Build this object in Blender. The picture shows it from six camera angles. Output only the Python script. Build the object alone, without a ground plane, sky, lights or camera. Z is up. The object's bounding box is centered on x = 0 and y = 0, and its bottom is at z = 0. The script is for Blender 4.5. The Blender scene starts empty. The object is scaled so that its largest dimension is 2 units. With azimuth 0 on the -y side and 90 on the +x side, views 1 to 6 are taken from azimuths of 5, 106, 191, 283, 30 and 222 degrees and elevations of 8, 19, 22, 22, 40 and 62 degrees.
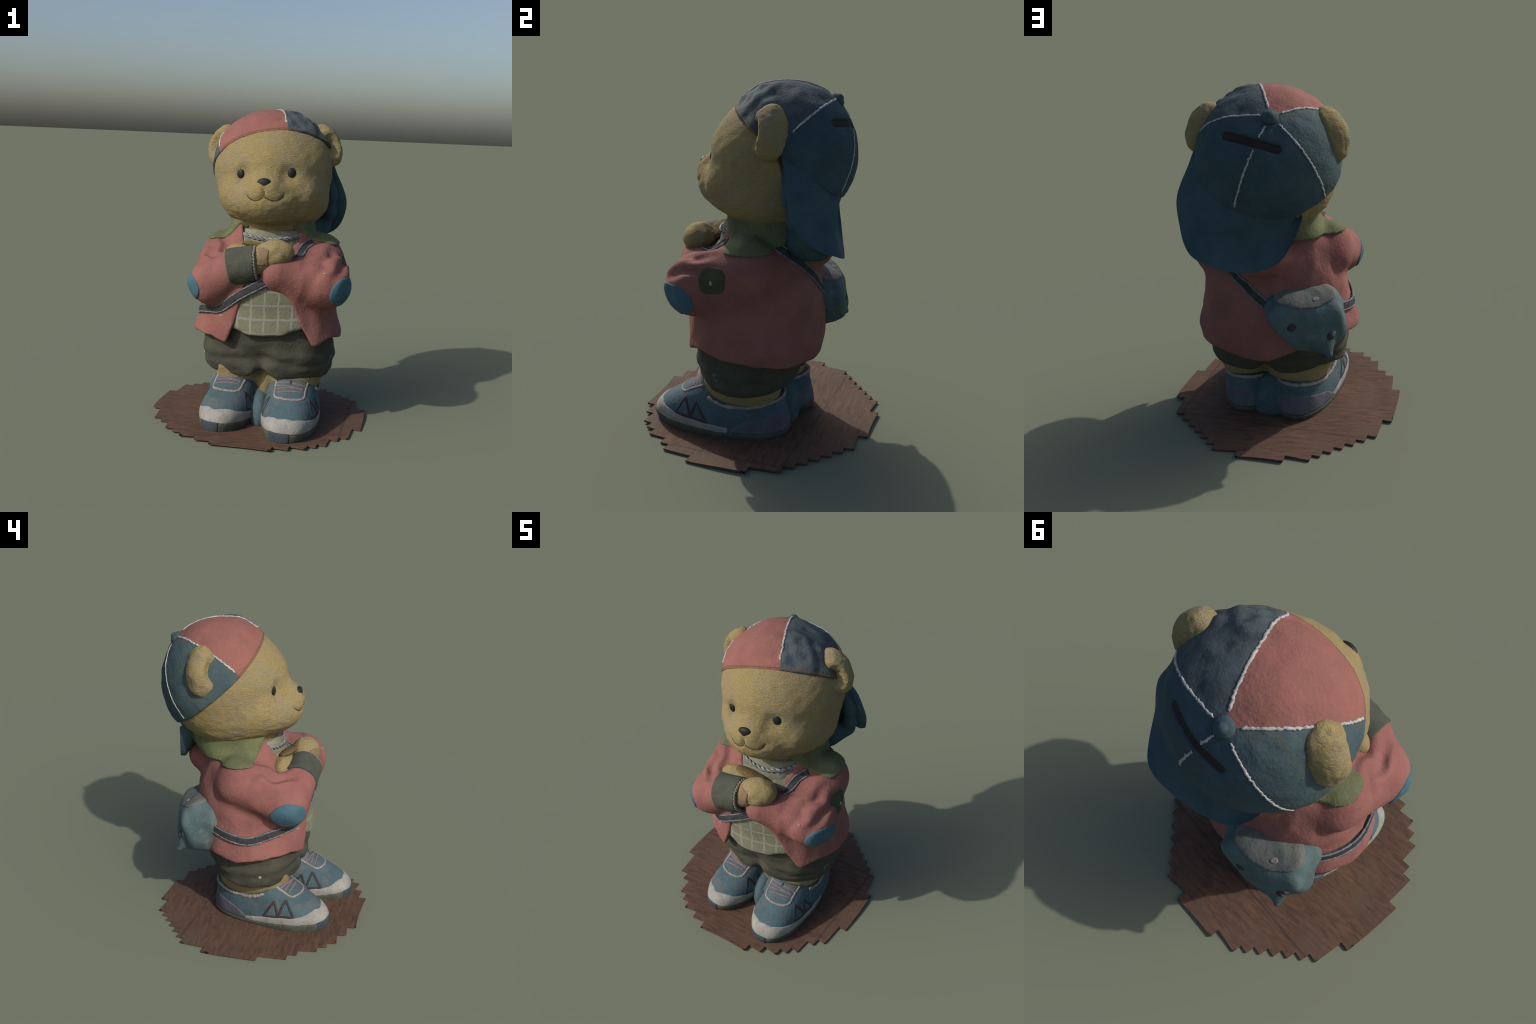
import bpy, bmesh, math
import numpy as np
from mathutils import Vector

# ------------------------------------------------------------------ fields
# every solid is a signed field f(P) (negative inside), P an (n,3) array

def V(*a):
    return np.array(a, float)

def _hash(i, j, k, seed):
    n = (i * 73856093) ^ (j * 19349663) ^ (k * 83492791) ^ (seed * 2654435761 % 1000003)
    n = (n ^ (n >> 13)) * 1274126177
    n = n & 0x7fffffff
    n = ((n >> 15) ^ n) * 2246822519
    return ((n & 0x7fffffff) % 100003) / 50001.5 - 1.0

def noise(P, size, seed=0):
    q = P / size + 1000.0
    c = np.floor(q).astype(np.int64)
    t = q - c
    t = t * t * (3 - 2 * t)
    r = 0
    for a in (0, 1):
        wa = t[:, 0] if a else 1 - t[:, 0]
        for b in (0, 1):
            wb = t[:, 1] if b else 1 - t[:, 1]
            for d in (0, 1):
                wd = t[:, 2] if d else 1 - t[:, 2]
                r = r + wa * wb * wd * _hash(c[:, 0] + a, c[:, 1] + b, c[:, 2] + d, seed)
    return r

def smin(a, b, k):
    h = np.clip(0.5 + 0.5 * (b - a) / k, 0, 1)
    return b + (a - b) * h - k * h * (1 - h)

def smax(a, b, k):
    return -smin(-a, -b, k)

def frame(normal, up=(0, 0, 1)):
    n = np.array(normal, float); n /= np.linalg.norm(n)
    x = np.cross(up, n); x /= np.linalg.norm(x)
    return np.array([x, np.cross(n, x), n])          # rows: across, up, outward

def ellipsoid(P, c, r, M=None):
    q = P - np.array(c, float)
    if M is not None:
        q = q @ M.T
    r = np.array(r, float)
    k0 = np.linalg.norm(q / r, axis=1)
    k1 = np.linalg.norm(q / r ** 2, axis=1) + 1e-9
    return k0 * (k0 - 1) / k1

def round_box(P, c, r, p):
    q = np.abs(P - np.array(c)) / np.array(r)
    n = (q ** p).sum(1) ** (1 / p)
    d = np.linalg.norm(P - np.array(c), axis=1)
    return (n - 1) * d / np.maximum(n, 1e-4)
def cone(P, a, b, ra, rb):
    a, b = np.array(a, float), np.array(b, float)
    d = b - a
    t = np.clip((P - a) @ d / (d @ d), 0, 1)
    return np.linalg.norm(P - a - t[:, None] * d, axis=1) - (ra + (rb - ra) * t)

def limb(P, pts, radii, k=0.04):
    f = None
    for i in range(len(pts) - 1):
        g = cone(P, pts[i], pts[i + 1], radii[i], radii[i + 1])
        f = g if f is None else smin(f, g, k)
    return f

def path_distance(P, pts):
    return limb(P, pts, [0] * len(pts), 1e-6)

def spline(pts, n=12, closed=False):
    pts = np.array(pts, float)
    out, m = [], len(pts)
    for i in range(m if closed else m - 1):
        g = (lambda j: pts[j % m]) if closed else (lambda j: pts[min(max(j, 0), m - 1)])
        p0, p1, p2, p3 = g(i - 1), g(i), g(i + 1), g(i + 2)
        for t in np.linspace(0, 1, n, endpoint=False):
            out.append(0.5 * (2 * p1 + (p2 - p0) * t + (2 * p0 - 5 * p1 + 4 * p2 - p3) * t ** 2 + (3 * p1 - p0 - 3 * p2 + p3) * t ** 3))
    if not closed:
        out.append(pts[-1])
    return np.array(out)

def stack(P, table, power=2.4):
    """a body lofted through horizontal sections: rows of z, x0, x1, y0, y1"""
    T = np.array(table, float)
    zz = np.linspace(T[0, 0], T[-1, 0], 80)
    S = spline(T, 12)
    c = [np.interp(P[:, 2], S[:, 0], S[:, j]) for j in range(1, 5)]
    cx, rx = (c[0] + c[1]) / 2, (c[1] - c[0]) / 2
    cy, ry = (c[2] + c[3]) / 2, (c[3] - c[2]) / 2
    if isinstance(power, tuple):                       # rounder on one side than on the other
        power = power[0] + (power[1] - power[0]) * np.clip((P[:, 0] - cx) / rx + 0.5, 0, 1)
    u, v = np.abs((P[:, 0] - cx) / rx), np.abs((P[:, 1] - cy) / ry)
    n = (u ** power + v ** power) ** (1 / power)
    rad = np.sqrt((P[:, 0] - cx) ** 2 + (P[:, 1] - cy) ** 2) + 1e-6
    return (n - 1) * np.where(n > 1e-4, rad / np.maximum(n, 1e-4), np.minimum(rx, ry))

# ------------------------------------------------------------------ meshing
def gradient(f, P, e=1e-3):
    g = np.stack([f(P + V(*(e * (i == j) for j in range(3)))) - f(P - V(*(e * (i == j) for j in range(3)))) for i in range(3)], 1)
    return g / (2 * e)

def nets(f, lo, hi, h, relax=2):
    """surface nets: the zero surface of f as quads"""
    lo, hi = np.array(lo, float), np.array(hi, float)
    n = np.ceil((hi - lo) / h).astype(int) + 1
    ax = [lo[i] + h * np.arange(n[i]) for i in range(3)]
    G = np.stack(np.meshgrid(*ax, indexing="ij"), -1).reshape(-1, 3)
    F = np.concatenate([f(G[i:i + 400000]) for i in range(0, len(G), 400000)]).reshape(n)
    for s in ((0, slice(None), slice(None)), (-1, slice(None), slice(None)), (slice(None), 0, slice(None)), (slice(None), -1, slice(None)), (slice(None), slice(None), 0), (slice(None), slice(None), -1)):
        F[s] = np.maximum(F[s], 1e-4)
    m = n - 1
    num, cnt = np.zeros(tuple(m) + (3,)), np.zeros(tuple(m))
    corner = lambda a: F[a[0]:a[0] + m[0], a[1]:a[1] + m[1], a[2]:a[2] + m[2]]
    for axis in range(3):
        o1, o2 = [i for i in range(3) if i != axis]
        for a in (0, 1):
            for b in (0, 1):
                s = [0, 0, 0]; s[o1], s[o2] = a, b
                e = list(s); e[axis] = 1
                A, B = corner(s), corner(e)
                hit = (A < 0) != (B < 0)
                t = np.where(hit, A / np.where(hit, A - B, 1), 0)
                p = np.zeros(tuple(m) + (3,))
                p[..., o1], p[..., o2], p[..., axis] = a, b, t
                num += p * hit[..., None]
                cnt += hit
    act = cnt > 0
    idx = -np.ones(tuple(m), np.int64)
    idx[act] = np.arange(act.sum())
    cells = np.argwhere(act)
    verts = lo + h * (cells + num[act] / cnt[act][:, None])
    quads = []
    for axis in range(3):
        o1, o2 = [(1, 2), (2, 0), (0, 1)][axis]
        sl = [slice(1, -1)] * 3; sl[axis] = slice(0, -1)
        sl2 = list(sl); sl2[axis] = slice(1, None)
        A, B = F[tuple(sl)], F[tuple(sl2)]
        for flip, hit in ((False, (A < 0) & (B >= 0)), (True, (A >= 0) & (B < 0))):
            w = np.argwhere(hit) + [0 if i == axis else 1 for i in range(3)]
            c = []
            for d1, d2 in ((-1, -1), (0, -1), (0, 0), (-1, 0)):
                q = w.copy(); q[:, o1] += d1; q[:, o2] += d2
                c.append(idx[q[:, 0], q[:, 1], q[:, 2]])
            c = np.stack(c, 1)
            quads.append(c[:, ::-1] if flip else c)
    quads = np.concatenate(quads)
    for _ in range(relax):
        g = gradient(f, verts)
        l2 = (g * g).sum(1) + 1e-6
        step = (f(verts) / l2)[:, None] * g
        ln = np.linalg.norm(step, axis=1, keepdims=True)
        verts = verts - step * np.minimum(1, 0.4 * h / (ln + 1e-9))
    return verts, quads

def vertex_normals(v, q):
    n = np.zeros_like(v)
    fn = np.cross(v[q[:, 2]] - v[q[:, 0]], v[q[:, 3 % q.shape[1]]] - v[q[:, 1]]) if q.shape[1] == 4 else np.cross(v[q[:, 1]] - v[q[:, 0]], v[q[:, 2]] - v[q[:, 0]])
    for i in range(q.shape[1]):
        np.add.at(n, q[:, i], fn)
    return n / (np.linalg.norm(n, axis=1, keepdims=True) + 1e-12)

ROOT = None
def add(name, verts, faces, mat, parent=None, normals=None, smooth=True):
    me = bpy.data.meshes.new(name)
    me.from_pydata([tuple(v) for v in verts], [], [tuple(int(i) for i in f) for f in faces])
    me.polygons.foreach_set("use_smooth", [smooth] * len(me.polygons))
    me.materials.append(mat)
    if normals is not None:
        me.normals_split_custom_set_from_vertices([tuple(n) for n in normals])
    ob = bpy.data.objects.new(name, me)
    bpy.context.scene.collection.objects.link(ob)
    ob.parent = parent or ROOT
    return ob

def solid(name, f, lo, hi, h, mat, parent=None):
    v, q = nets(f, lo, hi, h)
    return add(name, v, q, mat, parent)

def split(v, q, labels, specs):
    """one smooth surface shared out over several objects, borders coincide"""
    n = vertex_normals(v, q)
    obs = []
    for lab, (name, mat, parent) in specs.items():
        f = q[labels == lab]
        if not len(f):
            obs.append(None); continue
        u, inv = np.unique(f, return_inverse=True)
        obs.append(add(name, v[u], inv.reshape(f.shape), mat, parent, n[u]))
    return obs

def layer(base, out, region, depth=0.02):
    """a skin lying `out` proud of a base field wherever region < 0"""
    return lambda P: np.maximum(np.maximum(base(P) - out, -(base(P) + depth)), region(P))

def project(f, pts, it=12):
    p = np.array(pts, float)
    for _ in range(it):
        g = gradient(f, p)
        p = p - (f(p) / ((g * g).sum(1) + 1e-6))[:, None] * g * 0.8
    return p

def resample(pts, step):
    pts = np.array(pts, float)
    d = np.r_[0, np.cumsum(np.linalg.norm(np.diff(pts, axis=0), axis=1))]
    s = np.linspace(0, d[-1], max(3, int(d[-1] / step)))
    return np.stack([np.interp(s, d, pts[:, i]) for i in range(3)], 1)

def cord_mesh(pts, rad, f=None, wobble=0.0, seed=1, sides=8, flat=1.0, sink=0.0):
    """a cord along pts; if f is given it is laid onto the surface f=0"""
    p = resample(pts, max(0.006, rad * 0.8))
    if f is not None:
        p = project(f, p)
    t = np.gradient(p, axis=0); t /= np.linalg.norm(t, axis=1, keepdims=True)
    nrm = gradient(f, p) if f is not None else np.tile(V(0.123, 0.2, 1), (len(p), 1))
    nrm = nrm - (nrm * t).sum(1, keepdims=True) * t
    nrm /= np.linalg.norm(nrm, axis=1, keepdims=True) + 1e-9
    b = np.cross(t, nrm)
    p = p - nrm * sink
    rng = np.random.default_rng(seed)
    p = p + b * (rng.normal(0, wobble, (len(p), 1)))
    r = rad * (1 + rng.normal(0, 0.18 if wobble else 0.03, len(p)))
    r[0] *= 0.3; r[-1] *= 0.3
    ang = np.linspace(0, 2 * math.pi, sides, endpoint=False)
    v = (p[:, None] + r[:, None, None] * (np.cos(ang)[None, :, None] * b[:, None] + flat * np.sin(ang)[None, :, None] * nrm[:, None])).reshape(-1, 3)
    faces = []
    for i in range(len(p) - 1):
        for j in range(sides):
            k = (j + 1) % sides
            faces.append((i * sides + j, i * sides + k, (i + 1) * sides + k, (i + 1) * sides + j))
    faces.append(tuple(range(sides))[::-1]); faces.append(tuple((len(p) - 1) * sides + j for j in range(sides)))
    return v, faces

def cord(name, pts, rad, mat, parent, **kw):
    v, f = cord_mesh(pts, rad, **kw)
    return add(name, v, f, mat, parent)

# ------------------------------------------------------------------ materials
class Nodes:
    def __init__(s, name):
        s.m = bpy.data.materials.new(name); s.m.use_nodes = True
        s.t = s.m.node_tree; s.n = s.t.nodes
        s.b = s.n["Principled BSDF"]
        s.co = s.n.new("ShaderNodeTexCoord").outputs["Object"]
    def link(s, a, b): s.t.links.new(a, b)
    def put(s, sock, v):
        if isinstance(v, bpy.types.NodeSocket): s.link(v, sock)
        else: sock.default_value = v
    def vec(s, scale=(1, 1, 1), rot=(0, 0, 0)):
        m = s.n.new("ShaderNodeMapping"); m.inputs["Scale"].default_value = scale; m.inputs["Rotation"].default_value = rot
        s.link(s.co, m.inputs["Vector"]); return m.outputs[0]
    def noise(s, scale, detail=4, rough=0.6, vec=None, dist=0.0):
        k = s.n.new("ShaderNodeTexNoise"); s.link(vec or s.co, k.inputs["Vector"])
        k.inputs["Scale"].default_value = scale; k.inputs["Detail"].default_value = detail
        k.inputs["Roughness"].default_value = rough; k.inputs["Distortion"].default_value = dist
        return k.outputs["Fac"]
    def ramp(s, fac, lo, hi):
        r = s.n.new("ShaderNodeMapRange"); r.interpolation_type = "SMOOTHSTEP"
        s.link(fac, r.inputs["Value"]); r.inputs["From Min"].default_value = lo; r.inputs["From Max"].default_value = hi
        return r.outputs["Result"]
    def math(s, op, a, b=0.0, c=0.0):
        k = s.n.new("ShaderNodeMath"); k.operation = op
        for i, x in enumerate((a, b, c)): s.put(k.inputs[i], x)
        return k.outputs[0]
    def mix(s, fac, a, b):
        k = s.n.new("ShaderNodeMix"); k.data_type = "RGBA"
        s.put(k.inputs[0], fac)
        for i, x in ((6, a), (7, b)):
            s.put(k.inputs[i], x if isinstance(x, bpy.types.NodeSocket) else (*x, 1))
        return k.outputs[2]
    def xyz(s, vec=None):
        k = s.n.new("ShaderNodeSeparateXYZ"); s.link(vec or s.co, k.inputs[0]); return k.outputs
    def bump(s, h, dist, strength=1.0):
        k = s.n.new("ShaderNodeBump"); k.inputs["Distance"].default_value = dist; k.inputs["Strength"].default_value = strength
        s.link(h, k.inputs["Height"]); s.link(k.outputs[0], s.b.inputs["Normal"])
    def done(s, col, rough=0.85, spec=0.2):
        s.put(s.b.inputs["Base Color"], col if isinstance(col, bpy.types.NodeSocket) else (*col, 1))
        s.put(s.b.inputs["Roughness"], rough); s.b.inputs["Specular IOR Level"].default_value = spec
        return s.m

def tint(c, k): return tuple(min(1, x * k) for x in c)

def paint(name, col, col2=None, scale=9, dirt=None, dirt_at=(0.6, 0.75), amount=0.6, bump=0.004, bscale=60, rough=0.85, spec=0.2):
    """matt hand paint: soft blotches of two tones, grain, optional dirt"""
    s = Nodes(name)
    c = s.mix(s.ramp(s.noise(scale, 4), 0.35, 0.65), col, col2 or tint(col, 0.82))
    c = s.mix(s.math("MULTIPLY", s.ramp(s.noise(70, 3), 0.45, 0.75), 0.35), c, tint(col, 1.25))
    if dirt:
        c = s.mix(s.math("MULTIPLY", s.ramp(s.noise(scale * 0.8 + 3, 6, 0.7), *dirt_at), amount), c, dirt)
    s.bump(s.noise(bscale, 4), bump)
    return s.done(c, rough, spec)

RED = (0.238, 0.102, 0.089)
BLUE = (0.062, 0.098, 0.122)
OLIVE = (0.068, 0.075, 0.059)
FUR = (0.280, 0.225, 0.108)

def fur_material(name, base=FUR, gold=(0.35, 0.245, 0.075), grey=(0.255, 0.215, 0.13)):
    s = Nodes(name)
    wisp = s.noise(38, 4, 0.65, s.vec((1.0, 1.0, 2.8), (0.6, 0.25, 0)), 0.8)
    c = s.mix(s.ramp(s.noise(7, 3), 0.4, 0.65), base, grey)
    c = s.mix(s.math("MULTIPLY", s.ramp(wisp, 0.50, 0.66), 0.8), c, gold)
    fine = s.noise(110, 3, 0.6, s.vec((0.7, 0.7, 2.0), (0.4, 0.3, 0)), 0.8)
    c = s.mix(s.math("MULTIPLY", s.ramp(fine, 0.48, 0.7), 0.45), c, tint(base, 0.6))
    s.bump(s.math("ADD", wisp, s.math("MULTIPLY", fine, 0.6)), 0.009, 0.9)
    return s.done(c, 0.9, 0.15)

def wood_material():
    s = Nodes("stained_wood")
    v = s.vec((1, 1, 1), (0, 0, math.radians(7.5)))
    X = s.xyz(v)
    grain = s.noise(9, 6, 0.65, s.vec((1.0, 5.0, 1), (0, 0, math.radians(7.5))), 0.6)
    c = s.mix(s.ramp(grain, 0.3, 0.7), (0.064, 0.036, 0.025), (0.124, 0.068, 0.043))
    c = s.mix(s.ramp(s.noise(4.5, 3), 0.45, 0.7), c, (0.098, 0.062, 0.042))
    c = s.mix(s.math("MULTIPLY", s.ramp(s.noise(13, 3), 0.6, 0.75), 0.5), c, (0.16, 0.075, 0.042))
    # plank joints
    off = s.math("MULTIPLY", s.math("SUBTRACT", s.noise(5, 2), 0.5), 0.02)
    y = s.math("ADD", X[1], off)
    near = s.math("ABSOLUTE", s.math("SUBTRACT", y, 0.368))
    near = s.math("MINIMUM", near, s.math("ABSOLUTE", s.math("SUBTRACT", s.math("ADD", X[0], off), 0.575)))
    joint = s.math("SUBTRACT", 1.0, s.ramp(near, 0.002, 0.010))
    c = s.mix(s.math("MULTIPLY", joint, 0.55), c, (0.03, 0.022, 0.022))
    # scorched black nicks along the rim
    P = s.xyz()
    rad = s.math("SQRT", s.math("ADD", s.math("MULTIPLY", P[0], P[0]), s.math("MULTIPLY", P[1], P[1])))
    rad = s.math("ADD", rad, s.math("MULTIPLY", s.math("SUBTRACT", s.noise(16, 3), 0.5), 0.09))
    c = s.mix(s.ramp(rad, 0.706, 0.716), c, (0.006, 0.006, 0.007))
    s.bump(grain, 0.006, 0.6)
    return s.done(c, 0.8, 0.25)

def plaid_material():
    s = Nodes("checked_cloth")
    X = s.xyz()
    wob = s.math("MULTIPLY", s.math("SUBTRACT", s.noise(14, 2), 0.5), 0.02)
    def lines(coord, origin, pitch, width):
        a = s.math("DIVIDE", s.math("SUBTRACT", s.math("ADD", coord, wob), origin), pitch)
        d = s.math("ABSOLUTE", s.math("SUBTRACT", s.math("FRACT", s.math("ADD", a, 0.5)), 0.5))
        return s.math("SUBTRACT", 1.0, s.ramp(d, width * 0.5, width))
    lx = lines(X[0], 0.031, 0.083, 0.10)
    lz = lines(s.math("ADD", X[2], s.math("MULTIPLY", X[0], -0.02)), 0.706, 0.0875, 0.10)
    c = s.mix(s.ramp(s.noise(8, 4), 0.35, 0.7), (0.180, 0.182, 0.125), (0.150, 0.150, 0.10))
    c = s.mix(s.math("MULTIPLY", s.math("MAXIMUM", lx, lz), 0.75), c, (0.26, 0.258, 0.23))
    c = s.mix(s.math("MULTIPLY", s.ramp(s.noise(11, 5), 0.58, 0.75), 0.4), c, (0.15, 0.13, 0.085))
    s.bump(s.noise(80, 3), 0.003)
    return s.done(c, 0.9, 0.15)

def jacket_material(name="red_jacket_cloth"):
    s = Nodes(name)
    c = s.mix(s.ramp(s.noise(6, 4), 0.35, 0.65), RED, (0.195, 0.08, 0.073))
    c = s.mix(s.math("MULTIPLY", s.ramp(s.noise(12, 5, 0.65), 0.5, 0.75), 0.6), c, (0.215, 0.122, 0.095))
    c = s.mix(s.math("MULTIPLY", s.ramp(s.noise(5.5, 6, 0.7), 0.58, 0.72), 0.5), c, (0.13, 0.07, 0.058))
    c = s.mix(s.math("MULTIPLY", s.ramp(s.noise(60, 3), 0.5, 0.8), 0.25), c, (0.29, 0.135, 0.118))
    s.bump(s.noise(50, 4), 0.004)
    return s.done(c, 0.88, 0.15)

def blue_denim(name, col, blot=None, amt=0.5):
    s = Nodes(name)
    c = s.mix(s.ramp(s.noise(6, 4), 0.35, 0.65), col, tint(col, 0.8))
    streak = s.noise(24, 4, 0.6, s.vec((1, 1, 3), (0.6, 0.3, 0)))
    c = s.mix(s.math("MULTIPLY", s.ramp(streak, 0.5, 0.75), 0.35), c, tint(col, 1.35))
    if blot:
        c = s.mix(s.math("MULTIPLY", s.ramp(s.noise(13, 4, 0.6), 0.52, 0.68), amt), c, blot)
    s.bump(s.noise(60, 4), 0.004)
    return s.done(c, 0.85, 0.2)

M = dict(
    fur=fur_material("honey_fur"),
    pad=paint("paw_pad_paint", (0.20, 0.14, 0.085), bscale=90),
    flap=fur_material("brown_fur", (0.145, 0.105, 0.045), (0.22, 0.155, 0.05), (0.10, 0.075, 0.04)),
    black=paint("black_gloss", (0.014, 0.014, 0.015), rough=0.55, spec=0.25, bump=0.0005),
    mouth=paint("mouth_brown", (0.075, 0.05, 0.028)),
    jacket=jacket_material(),
    cap_red=paint("cap_red_cloth", (0.240, 0.098, 0.083), (0.205, 0.09, 0.075), 7, (0.20, 0.125, 0.088), (0.55, 0.75), 0.5),
    cap_blue=blue_denim("cap_blue_cloth", (0.058, 0.092, 0.103), (0.085, 0.092, 0.072), 0.6),
    cap_dark=blue_denim("cap_navy_cloth", (0.043, 0.076, 0.094), (0.05, 0.07, 0.068), 0.5),  # same blue cloth, darkened for the shade on the rear panels
    cap_slate=blue_denim("cap_slate_cloth", (0.070, 0.090, 0.098), (0.028, 0.038, 0.047), 0.75),
    brim=blue_denim("brim_blue_cloth", (0.043, 0.084, 0.104)),
    white=paint("white_stitch", (0.42, 0.415, 0.39), (0.26, 0.26, 0.25), 45),
    slot=paint("slot_brown", (0.026, 0.021, 0.024), (0.040, 0.028, 0.028), 14),
    hem=paint("cap_edge_brown", (0.15, 0.082, 0.05)),
    olive=paint("olive_cuff_cloth", OLIVE, tint(OLIVE, 0.8)),
    collar=paint("green_collar_cloth", (0.118, 0.135, 0.062), (0.092, 0.102, 0.055), 8, (0.09, 0.085, 0.045)),
    shirt=plaid_material(),
    cream=paint("cream_collar_cloth", (0.21, 0.205, 0.15), (0.16, 0.155, 0.11), 12),
    trousers=paint("trouser_cloth", (0.060, 0.060, 0.045), (0.046, 0.047, 0.037), 7, (0.085, 0.073, 0.052), (0.55, 0.75), 0.5),
    patch=blue_denim("elbow_patch_cloth", (0.056, 0.122, 0.162)),
    green_patch=paint("green_patch_cloth", (0.062, 0.070, 0.034), (0.048, 0.056, 0.028), 14),
    strap=paint("strap_black", (0.03, 0.031, 0.032), (0.05, 0.05, 0.05), 20),
    piping=paint("strap_piping", (0.15, 0.165, 0.19), (0.09, 0.105, 0.125), 30),
    bag=blue_denim("bag_blue_cloth", (0.075, 0.118, 0.124), (0.115, 0.135, 0.125), 0.65),  # second tone is a lighter blotch painted from the pouch's highlights
    bag_top=paint("bag_grey_flap", (0.125, 0.125, 0.112), (0.095, 0.108, 0.108), 12),
    metal=paint("silver_paint", (0.33, 0.325, 0.315), (0.18, 0.17, 0.17), 40, rough=0.4, spec=0.5),
    chain=paint("silver_chain", (0.22, 0.235, 0.25), (0.11, 0.12, 0.13), 40, rough=0.5, spec=0.5),
    ring=paint("cream_braid", (0.24, 0.215, 0.17), (0.14, 0.125, 0.10), 40),
    shoe=blue_denim("shoe_blue_leather", (0.064, 0.108, 0.126), (0.10, 0.106, 0.106), 0.85),
    shoe_white=paint("shoe_white_rubber", (0.275, 0.272, 0.25), (0.22, 0.215, 0.195), 12, (0.14, 0.138, 0.13), (0.6, 0.75), 0.5),
    shoe_grey=paint("shoe_heel_grey", (0.105, 0.105, 0.125), (0.08, 0.085, 0.10), 10),
    sole=paint("sole_grey_green", (0.078, 0.085, 0.066), (0.055, 0.062, 0.05), 12),
    toe=paint("toe_slate", (0.045, 0.062, 0.076), (0.035, 0.048, 0.06), 14),
    trim=paint("shoe_trim_paint", (0.27, 0.25, 0.235), (0.20, 0.16, 0.155), 25),
    chip=paint("chipped_paint", (0.27, 0.20, 0.18), (0.23, 0.15, 0.135), 40),
    lace=paint("lace_pink", (0.20, 0.125, 0.125), (0.15, 0.12, 0.125), 25),
    stripe=paint("stripe_black", (0.034, 0.03, 0.031), (0.05, 0.045, 0.045), 20),
    wood=wood_material(),
)

# ------------------------------------------------------------------ the figure
ROOT = bpy.data.objects.new("bear_money_box", None)
bpy.context.scene.collection.objects.link(ROOT)
ROOT["label"] = "painted teddy bear figurine in backward cap, red jacket, sneakers, on jagged wooden base"
ROOT["category"] = "bear figurine"

# ---- base: a sheet of floorboard broken to a stair-stepped round, after a grid of small squares
def build_base():
    cell, R, rot, skew = 0.05304, 0.7174, math.radians(-5.3), 0.567
    def place(i, j):
        x, y = (i + 0.008) * cell, (j + 0.118) * cell
        x, y = x * math.cos(rot) - y * math.sin(rot), x * math.sin(rot) + y * math.cos(rot)
        return x - skew * x * y * y / 2, y + skew * x * x * y / 2
    off = (0.008 * cell, 0.118 * cell)
    N = 14
    verts, faces, ids = [], [], {}
    sub = 3
    keep = set()
    for i in range(-N, N):
        for j in range(-N, N):
            if max(math.hypot((i + a) * cell + off[0], (j + b) * cell + off[1]) for a in (0, 1) for b in (0, 1)) < R:
                keep.add((i, j))
    def height(x, y):
        r = math.hypot(x, y)
        p = np.array([[x, y, 0.0]])
        return 0.012 + 0.006 * float(noise(p, 0.25, 5)[0]) * min(1, r / 0.3) + 0.008 * max(0, r - 0.45) * (1 + float(noise(p, 0.35, 9)[0]))
    def vid(a, b, top):
        key = (a, b, top)
        if key not in ids:
            x, y = place(a / sub, b / sub)
            z = height(x, y)
            ids[key] = len(verts)
            verts.append((x, y, z if top else max(0.0, z - 0.011)))
        return ids[key]
    full = {(i * sub + a, j * sub + b) for i, j in keep for a in range(sub) for b in range(sub)}
    for a, b in sorted(full):
        faces.append([vid(a, b, 1), vid(a + 1, b, 1), vid(a + 1, b + 1, 1), vid(a, b + 1, 1)])
        faces.append([vid(a, b, 0), vid(a, b + 1, 0), vid(a + 1, b + 1, 0), vid(a + 1, b, 0)])
        for da, db, p, q in ((0, -1, (0, 0), (1, 0)), (1, 0, (1, 0), (1, 1)), (0, 1, (1, 1), (0, 1)), (-1, 0, (0, 1), (0, 0))):
            if (a + da, b + db) not in full:
                faces.append([vid(a + p[0], b + p[1], 1), vid(a + p[0], b + p[1], 0), vid(a + q[0], b + q[1], 0), vid(a + q[0], b + q[1], 1)])
    v = np.array(verts)
    v[:, 2] -= v[:, 2].min()
    add("wooden_base", v, faces, M["wood"], smooth=False)
build_base()

def turned(P, yaw):
    x, y = P[:, 0] - 0.03, P[:, 1] - 0.05
    c, s = np.cos(yaw), np.sin(yaw)
    return np.stack([c * x + s * y + 0.03, -s * x + c * y + 0.05, P[:, 2]], 1)

# ---- shoes -------------------------------------------------------------
def shoe_space(side):
    """to a frame where the shoe runs straight along y with its middle at x = 0"""
    if side < 0:
        c, turn = (-0.155, -0.100), math.radians(-13.0)
        size = 1.0
    else:
        c, turn = (0.218, -0.185), math.radians(-3.0)
        size = 1.03
    ca, sa = math.cos(turn), math.sin(turn)
    def to(P):
        q = P[:, :2] - c
        return np.stack([ca * q[:, 0] + sa * q[:, 1], -sa * q[:, 0] + ca * q[:, 1], P[:, 2]], 1) / [size, size, 1]
    def back(L):
        L = np.array(L, float) * [size, size, 1]
        return np.stack([ca * L[:, 0] - sa * L[:, 1] + c[0], sa * L[:, 0] + ca * L[:, 1] + c[1], L[:, 2]], 1)
    return to, back

SHOE = [(-0.02, -0.150, 0.150, -0.365, 0.370), (0.03, -0.168, 0.168, -0.388, 0.402), (0.09, -0.174, 0.174, -0.390, 0.402),
        (0.14, -0.170, 0.170, -0.355, 0.394), (0.19, -0.162, 0.162, -0.280, 0.388), (0.24, -0.154, 0.154, -0.205, 0.385),
        (0.29, -0.140, 0.140, -0.125, 0.37), (0.33, -0.13, 0.13, -0.09, 0.36)]

def shoe_local(L):
    return stack(L, SHOE, 2.35) + 0.004 * noise(L, 0.07, 3)

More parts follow.
